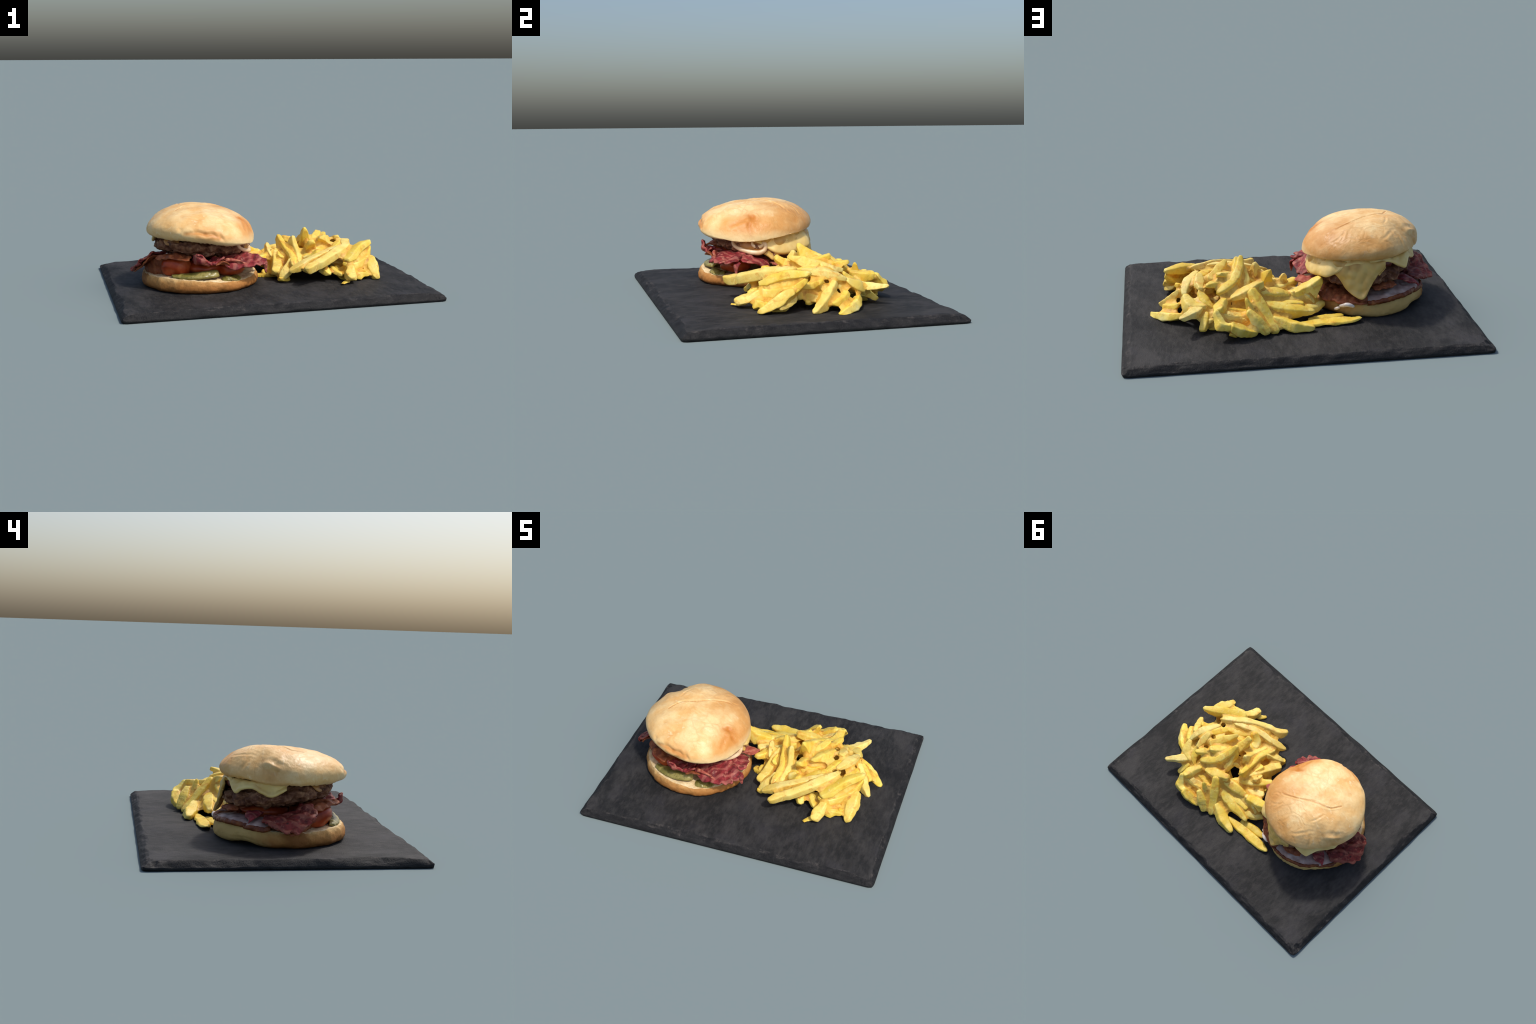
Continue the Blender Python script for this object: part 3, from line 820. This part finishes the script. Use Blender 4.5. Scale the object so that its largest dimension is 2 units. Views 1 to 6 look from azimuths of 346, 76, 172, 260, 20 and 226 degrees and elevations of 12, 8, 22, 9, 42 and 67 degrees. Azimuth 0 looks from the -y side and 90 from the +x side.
def place_fry(half, drop, *pts):
    """One chip: a rounded rectangular bar along a spine that runs on its upper
    face; `drop` is how deep the bar reaches below that face."""
    seed = len(SPINES) + 200
    r = np.random.default_rng(seed)
    n, m = 34, 20
    half, drop = half * .99, drop * .9
    pts = np.asarray(pts, float)
    tip = pts[0] - pts[1]
    pts = np.concatenate([[pts[0] + tip / np.linalg.norm(tip) * .010 + [0, 0, .003]], pts[1:]])
    C = catmull(pts, n)
    L = np.linalg.norm(np.diff(C, axis=0), axis=1).sum()
    T = np.gradient(C, axis=0); T /= np.linalg.norm(T, axis=1)[:, None]
    tilt = r.uniform(-.3, .3)
    S = np.cross(T, np.array([0, 0, 1.])); S /= np.linalg.norm(S, axis=1)[:, None].clip(.15)
    U = np.cross(S, T)
    S, U = S * math.cos(tilt) + U * math.sin(tilt), U * math.cos(tilt) - S * math.sin(tilt)
    s = np.linspace(0, 1, n)
    # cut ends: some blunt, some drawn out to a wedge
    w0, w1 = r.uniform(.22, .68, 2)
    near0, near1 = s * L / (half * 3.0), (1 - s) * L / (half * 3.0)
    taper = np.minimum(w0 + (1 - w0) * np.clip(near0, 0, 1) ** .8, w1 + (1 - w1) * np.clip(near1, 0, 1) ** .8)
    end = np.minimum(s, 1 - s) * L / (half * .45)
    cap = np.sqrt(1 - (1 - np.clip(end, .03, 1)) ** 2) * taper
    a = np.linspace(0, 2 * math.pi, m, endpoint=False) + math.pi / 4
    e = 2 / 7.0
    cx = np.sign(np.cos(a)) * abs(np.cos(a)) ** e
    cy = np.sign(np.sin(a)) * abs(np.sin(a)) ** e
    lowness = (1 - cy) / 2
    ridge = r.uniform(-.10, .30) * (1 - cx ** 2) * (cy > .5) + r.uniform(-.2, .2) * cx * (cy > 0)
    swell = 1.04 + .08 * np.sin(s * r.uniform(3, 7) + r.uniform(0, 6))
    flare = .88 + .36 * lowness
    deep = np.minimum(drop, half * 1.25 + (drop - half * 1.25) * np.clip(np.minimum(s + .15, 1.15 - s) * L / .09 - .4, 0, 1))
    deep = np.minimum(deep, drop)
    V = C[:, None] + S[:, None] * (half * cap * swell)[:, None, None] * (cx * flare)[None, :, None]
    hgt = -(deep * (.25 + .75 * np.clip(cap, 0, 1)))[:, None] * lowness[None, :] + half * .5 * ridge[None, :] * cap[:, None] - half * .35 * (1 - np.clip(cap / taper, 0, 1))[:, None] * (cy > 0)[None]
    V = V + U[:, None] * hgt[..., None]
    f = Field(seed, .08, 12)
    V = V + (.0022 * f(V) + .0007 * Field(seed + 1, .02, 12)(V))[..., None] * (S[:, None] * cx[None, :, None] + U[:, None] * cy[None, :, None])
    V[..., 2] = np.maximum(V[..., 2], BOARD_TOP + .0015 + .002 * abs(cx)[None])
    F = grid_faces(n, m, close_v=True) + [tuple(range(m))[::-1], tuple((n - 1) * m + k for k in range(m))]
    add("potato_fry", V.reshape(-1, 3), F, CHIP, chips)
    SPINES.append(C)
    if drop > .03:
        SOLIDS.append((V.reshape(-1, 3), F))


place_fry(0.024, 0.05, (0.492, -0.125, 0.25), (0.355, -0.201, 0.23), (0.222, -0.239, 0.188), (0.111, -0.283, 0.138))
place_fry(0.027, 0.06, (0.589, -0.077, 0.262), (0.458, -0.206, 0.243), (0.325, -0.297, 0.205), (0.252, -0.331, 0.185), (0.195, -0.383, 0.175))
place_fry(0.032, 0.05, (0.742, -0.043, 0.262), (0.636, -0.125, 0.255), (0.56, -0.197, 0.22), (0.503, -0.25, 0.185))
place_fry(0.030, 0.05, (0.734, -0.063, 0.225), (0.685, -0.129, 0.185), (0.585, -0.208, 0.16), (0.492, -0.244, 0.165))
place_fry(0.036, 0.05, (0.505, -0.382, 0.098), (0.516, -0.319, 0.122), (0.545, -0.251, 0.15))
place_fry(0.043, 0.07, (0.701, -0.308, 0.07), (0.703, -0.239, 0.115), (0.707, -0.173, 0.165), (0.711, -0.115, 0.18))
place_fry(0.028, 0.05, (0.746, -0.199, 0.085), (0.714, -0.15, 0.12), (0.686, -0.127, 0.15))
place_fry(0.026, 0.06, (0.785, -0.03, 0.062), (0.74, 0.03, 0.12), (0.673, 0.115, 0.205))
place_fry(0.034, 0.05, (0.83, 0.095, 0.06), (0.731, 0.183, 0.09), (0.648, 0.259, 0.115))
place_fry(0.026, 0.05, (0.675, 0.41, 0.163), (0.615, 0.343, 0.168), (0.575, 0.298, 0.172), (0.547, 0.231, 0.185))
place_fry(0.030, 0.05, (0.564, 0.4, 0.078), (0.549, 0.354, 0.115), (0.534, 0.312, 0.15))
place_fry(0.028, 0.05, (0.562, -0.03, 0.25), (0.609, 0.064, 0.255), (0.64, 0.14, 0.235), (0.649, 0.197, 0.2))
place_fry(0.038, 0.08, (0.641, 0.193, 0.205), (0.609, 0.261, 0.18), (0.521, 0.286, 0.175))
place_fry(0.028, 0.05, (0.554, 0.081, 0.28), (0.555, 0.143, 0.262), (0.552, 0.207, 0.238))
place_fry(0.030, 0.05, (0.559, 0.205, 0.225), (0.531, 0.259, 0.19), (0.483, 0.302, 0.16))
place_fry(0.032, 0.07, (0.391, -0.051, 0.3), (0.44, 0.044, 0.29), (0.499, 0.133, 0.265))
place_fry(0.034, 0.07, (0.314, -0.101, 0.29), (0.324, -0.028, 0.262), (0.324, 0.056, 0.22))
place_fry(0.042, 0.07, (0.335, -0.172, 0.24), (0.293, -0.15, 0.205), (0.269, -0.096, 0.19))
place_fry(0.030, 0.06, (0.447, 0.157, 0.304), (0.41, 0.093, 0.285), (0.378, 0.019, 0.25))
place_fry(0.030, 0.06, (0.517, 0.239, 0.275), (0.485, 0.196, 0.272), (0.443, 0.156, 0.25))
place_fry(0.026, 0.09, (0.308, 0.032, 0.352), (0.325, 0.094, 0.315), (0.37, 0.182, 0.272), (0.47, 0.259, 0.232))
place_fry(0.030, 0.08, (0.313, 0.038, 0.335), (0.299, 0.117, 0.265), (0.299, 0.198, 0.2))
place_fry(0.026, 0.11, (0.158, 0.125, 0.295), (0.18, 0.005, 0.235), (0.19, -0.1, 0.2), (0.165, -0.22, 0.16))
place_fry(0.026, 0.11, (0.232, 0.014, 0.298), (0.24, -0.02, 0.25), (0.245, -0.08, 0.2), (0.22, -0.19, 0.165))
place_fry(0.026, 0.08, (0.069, 0.078, 0.25), (0.075, 0.045, 0.215), (0.088, 0.005, 0.176))
place_fry(0.034, 0.09, (0.135, 0.075, 0.215), (0.115, 0, 0.19), (0.09, -0.09, 0.15), (0.055, -0.175, 0.118))
place_fry(0.030, 0.06, (-0.018, -0.008, 0.178), (0.062, 0.071, 0.19), (0.141, 0.139, 0.19), (0.206, 0.2, 0.185))
place_fry(0.036, 0.05, (-0.03, 0, 0.06), (0.05, -0.02, 0.075), (0.13, -0.03, 0.09))
place_fry(0.044, 0.12, (-0.126, 0.174, 0.258), (-0.057, 0.184, 0.225), (0.04, 0.204, 0.185))
place_fry(0.026, 0.05, (-0.099, 0.228, 0.115), (-0.063, 0.212, 0.165), (-0.012, 0.193, 0.19))
place_fry(0.034, 0.06, (0.242, 0.239, 0.222), (0.131, 0.218, 0.205), (0.044, 0.196, 0.175))
place_fry(0.034, 0.06, (0.214, 0.215, 0.268), (0.303, 0.246, 0.245), (0.399, 0.273, 0.2))
place_fry(0.034, 0.07, (0.267, 0.278, 0.25), (0.229, 0.334, 0.195), (0.187, 0.399, 0.125), (0.15, 0.465, 0.065))
place_fry(0.034, 0.07, (0.199, 0.294, 0.168), (0.094, 0.307, 0.15), (-0.083, 0.315, 0.115))
place_fry(0.036, 0.06, (0.161, 0.38, 0.122), (0.055, 0.409, 0.1), (-0.059, 0.441, 0.075))
place_fry(0.028, 0.02, (-0.33, 0.36, 0.075), (-0.238, 0.363, 0.072), (-0.136, 0.367, 0.072), (0.058, 0.378, 0.068))
place_fry(0.024, 0.02, (-0.237, 0.303, 0.07), (-0.142, 0.312, 0.072), (-0.036, 0.333, 0.068))
place_fry(0.026, 0.05, (0.307, 0.359, 0.228), (0.265, 0.379, 0.16), (0.228, 0.408, 0.115))
place_fry(0.030, 0.06, (0.301, 0.419, 0.185), (0.244, 0.446, 0.135), (0.195, 0.479, 0.07))
place_fry(0.038, 0.07, (0.429, 0.28, 0.203), (0.468, 0.35, 0.205), (0.474, 0.42, 0.198))
place_fry(0.034, 0.07, (0.483, 0.422, 0.195), (0.452, 0.467, 0.15), (0.395, 0.48, 0.135))
place_fry(0.036, 0.06, (0.421, 0.387, 0.165), (0.341, 0.373, 0.135), (0.284, 0.387, 0.11))
place_fry(0.038, 0.06, (0.401, 0.484, 0.14), (0.338, 0.479, 0.115), (0.256, 0.467, 0.08))
place_fry(0.028, 0.05, (0.13, 0.273, 0.155), (0.051, 0.257, 0.15), (-0.028, 0.249, 0.138))
place_fry(0.030, 0.04, (0.004, 0.297, 0.125), (-0.079, 0.25, 0.118), (-0.158, 0.193, 0.118))
place_fry(0.034, 0.04, (0.08, -0.225, 0.082), (0.12, -0.15, 0.08), (0.16, -0.06, 0.08))
place_fry(0.032, 0.04, (0.48, -0.265, 0.09), (0.455, -0.217, 0.115), (0.445, -0.171, 0.13))
place_fry(0.030, 0.04, (0.68, 0.035, 0.205), (0.639, 0.013, 0.19), (0.614, -0.056, 0.18))
place_fry(0.016, 0.01, (0.444, -0.381, 0.06), (0.474, -0.351, 0.064), (0.518, -0.318, 0.07))
place_fry(0.034, 0.06, (0.195, 0.106, 0.215), (0.152, 0.036, 0.2), (0.13, -0.056, 0.19))
place_fry(0.034, 0.06, (0.078, -0.219, 0.09), (0.144, -0.173, 0.15), (0.171, -0.137, 0.19))
place_fry(0.022, 0.05, (0.267, 0.092, 0.24), (0.247, 0.066, 0.21), (0.247, 0.051, 0.17))
place_fry(0.030, 0.05, (0.502, -0.06, 0.235), (0.434, -0.099, 0.225), (0.359, -0.162, 0.21))
place_fry(0.028, 0.05, (0.557, 0.051, 0.245), (0.526, -0.001, 0.25), (0.488, -0.068, 0.235))
place_fry(0.028, 0.05, (0.443, 0.398, 0.165), (0.388, 0.379, 0.15), (0.318, 0.365, 0.13))
place_fry(0.030, 0.05, (0.035, 0.199, 0.185), (-0.032, 0.182, 0.175), (-0.102, 0.158, 0.17))
place_fry(0.034, 0.07, (0.268, -0.125, 0.175), (0.293, -0.092, 0.2), (0.313, -0.044, 0.21))
place_fry(0.030, 0.06, (0.325, -0.043, 0.255), (0.384, -0.045, 0.225), (0.48, 0.062, 0.2))
place_fry(0.030, 0.06, (0.515, -0.026, 0.22), (0.451, -0.096, 0.21), (0.359, -0.141, 0.19))
place_fry(0.030, 0.05, (0.759, 0.084, 0.1), (0.721, 0.132, 0.12), (0.676, 0.179, 0.15))
place_fry(0.034, 0.06, (0.438, 0.312, 0.165), (0.374, 0.31, 0.155), (0.296, 0.313, 0.14))
place_fry(0.030, 0.06, (0.393, 0.24, 0.18), (0.335, 0.222, 0.19), (0.323, 0.172, 0.185))
place_fry(0.036, 0.06, (0.655, -0.09, 0.125), (0.6, -0.05, 0.145), (0.54, 0, 0.16))
place_fry(0.030, 0.06, (0.67, -0.03, 0.09), (0.64, 0, 0.12), (0.6, 0.05, 0.15))
place_fry(0.030, 0.06, (0.64, 0, 0.14), (0.63, 0.06, 0.16), (0.62, 0.13, 0.165))
place_fry(0.036, 0.07, (0.092, 0.177, 0.155), (0.014, 0.138, 0.165), (-0.036, 0.089, 0.17))
place_fry(0.034, 0.06, (0.085, 0.133, 0.14), (0.03, 0.083, 0.15), (-0.012, 0.04, 0.15))
place_fry(0.030, 0.05, (0.652, 0.124, 0.175), (0.607, 0.178, 0.165), (0.546, 0.216, 0.155))
place_fry(0.030, 0.05, (0.532, 0.301, 0.135), (0.498, 0.259, 0.15), (0.48, 0.192, 0.165))
place_fry(0.030, 0.05, (0.536, 0.147, 0.2), (0.497, 0.131, 0.21), (0.467, 0.096, 0.22))
place_fry(0.032, 0.06, (0.539, 0.242, 0.15), (0.483, 0.204, 0.165), (0.419, 0.165, 0.185))

# lower layer: chips lying under the ones above, kept below their envelope
ALL = np.concatenate(SPINES)


def cover(x, y, s=.07):
    w = np.exp(-((ALL[:, 0] - x) ** 2 + (ALL[:, 1] - y) ** 2) / (2 * s * s))
    return w.sum(), (w * ALL[:, 2]).sum() / max(w.sum(), 1e-9)


def enclosed(x, y):
    """True where placed chips lie on nearly all sides of a point."""
    d = ALL[:, :2] - (x, y)
    q = np.hypot(d[:, 0], d[:, 1])
    sect = ((np.arctan2(d[:, 1], d[:, 0]) + math.pi) / (math.pi / 4)).astype(int) % 8
    return len(set(sect[(q < .16) & (q > .015)])) >= 7


GAPS = [(.254, -.235, .06), (.238, .126, .05), (.045, -.10, .07), (.055, .375, .05)]   # openings down to the slate
made = tries = 0
while made < 48 and tries < 6000:
    tries += 1
    x, y = rng.uniform(-.02, .76), rng.uniform(-.28, .46)
    a = rng.uniform(0, math.pi)
    ln = rng.uniform(.05, .10)
    ends = [(x + ln * t * math.cos(a), y + ln * t * math.sin(a)) for t in (-1, 0, 1)]
    if any(math.hypot(p[0] - g[0], p[1] - g[1]) < g[2] for g in GAPS for p in ends) or not all(enclosed(*p) for p in ends):
        continue
    z = [cover(*p)[1] - rng.uniform(.045, .085) for p in ends]
    if min(z) < .062:
        continue
    place_fry(rng.uniform(.024, .034), .06, *[(p[0], p[1], q) for p, q in zip(ends, z)])
    made += 1


def build_fill():
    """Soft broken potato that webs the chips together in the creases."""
    V, F, k = [], [], 0
    for v, f in SOLIDS:
        V.append(v); F += [tuple(i + k for i in q) for q in f]; k += len(v)
    me = bpy.data.meshes.new("fill_source")
    me.from_pydata(np.concatenate(V).tolist(), [], F)
    o = bpy.data.objects.new("fill_source", me)
    bpy.context.collection.objects.link(o)
    m = o.modifiers.new("r", "REMESH"); m.mode = "VOXEL"; m.voxel_size = .0085
    m = o.modifiers.new("out", "DISPLACE"); m.strength = .012; m.mid_level = 0
    m = o.modifiers.new("r2", "REMESH"); m.mode = "VOXEL"; m.voxel_size = .0085
    m = o.modifiers.new("s0", "SMOOTH"); m.factor = .5; m.iterations = 4
    m = o.modifiers.new("back", "DISPLACE"); m.strength = -.0135; m.mid_level = 0
    m = o.modifiers.new("s", "SMOOTH"); m.factor = .5; m.iterations = 8
    dg = bpy.context.evaluated_depsgraph_get()
    ev = o.evaluated_get(dg).to_mesh()
    n = len(ev.vertices)
    co = np.empty(n * 3); ev.vertices.foreach_get("co", co); co = co.reshape(-1, 3)
    no = np.empty(n * 3); ev.vertices.foreach_get("normal", no); no = no.reshape(-1, 3)
    faces = [tuple(p.vertices) for p in ev.polygons]
    o.evaluated_get(dg).to_mesh_clear()
    bpy.data.objects.remove(o); bpy.data.meshes.remove(me)
    co = co - no * (.0005 + .0015 * abs(Field(300, .03)(co)))[:, None]
    co[:, 2] = np.maximum(co[:, 2], BOARD_TOP + .001)
    b = add("potato_crumbs", co, faces, CHIP_FILL, chips)
    b["kind"] = "stuff"


build_fill()
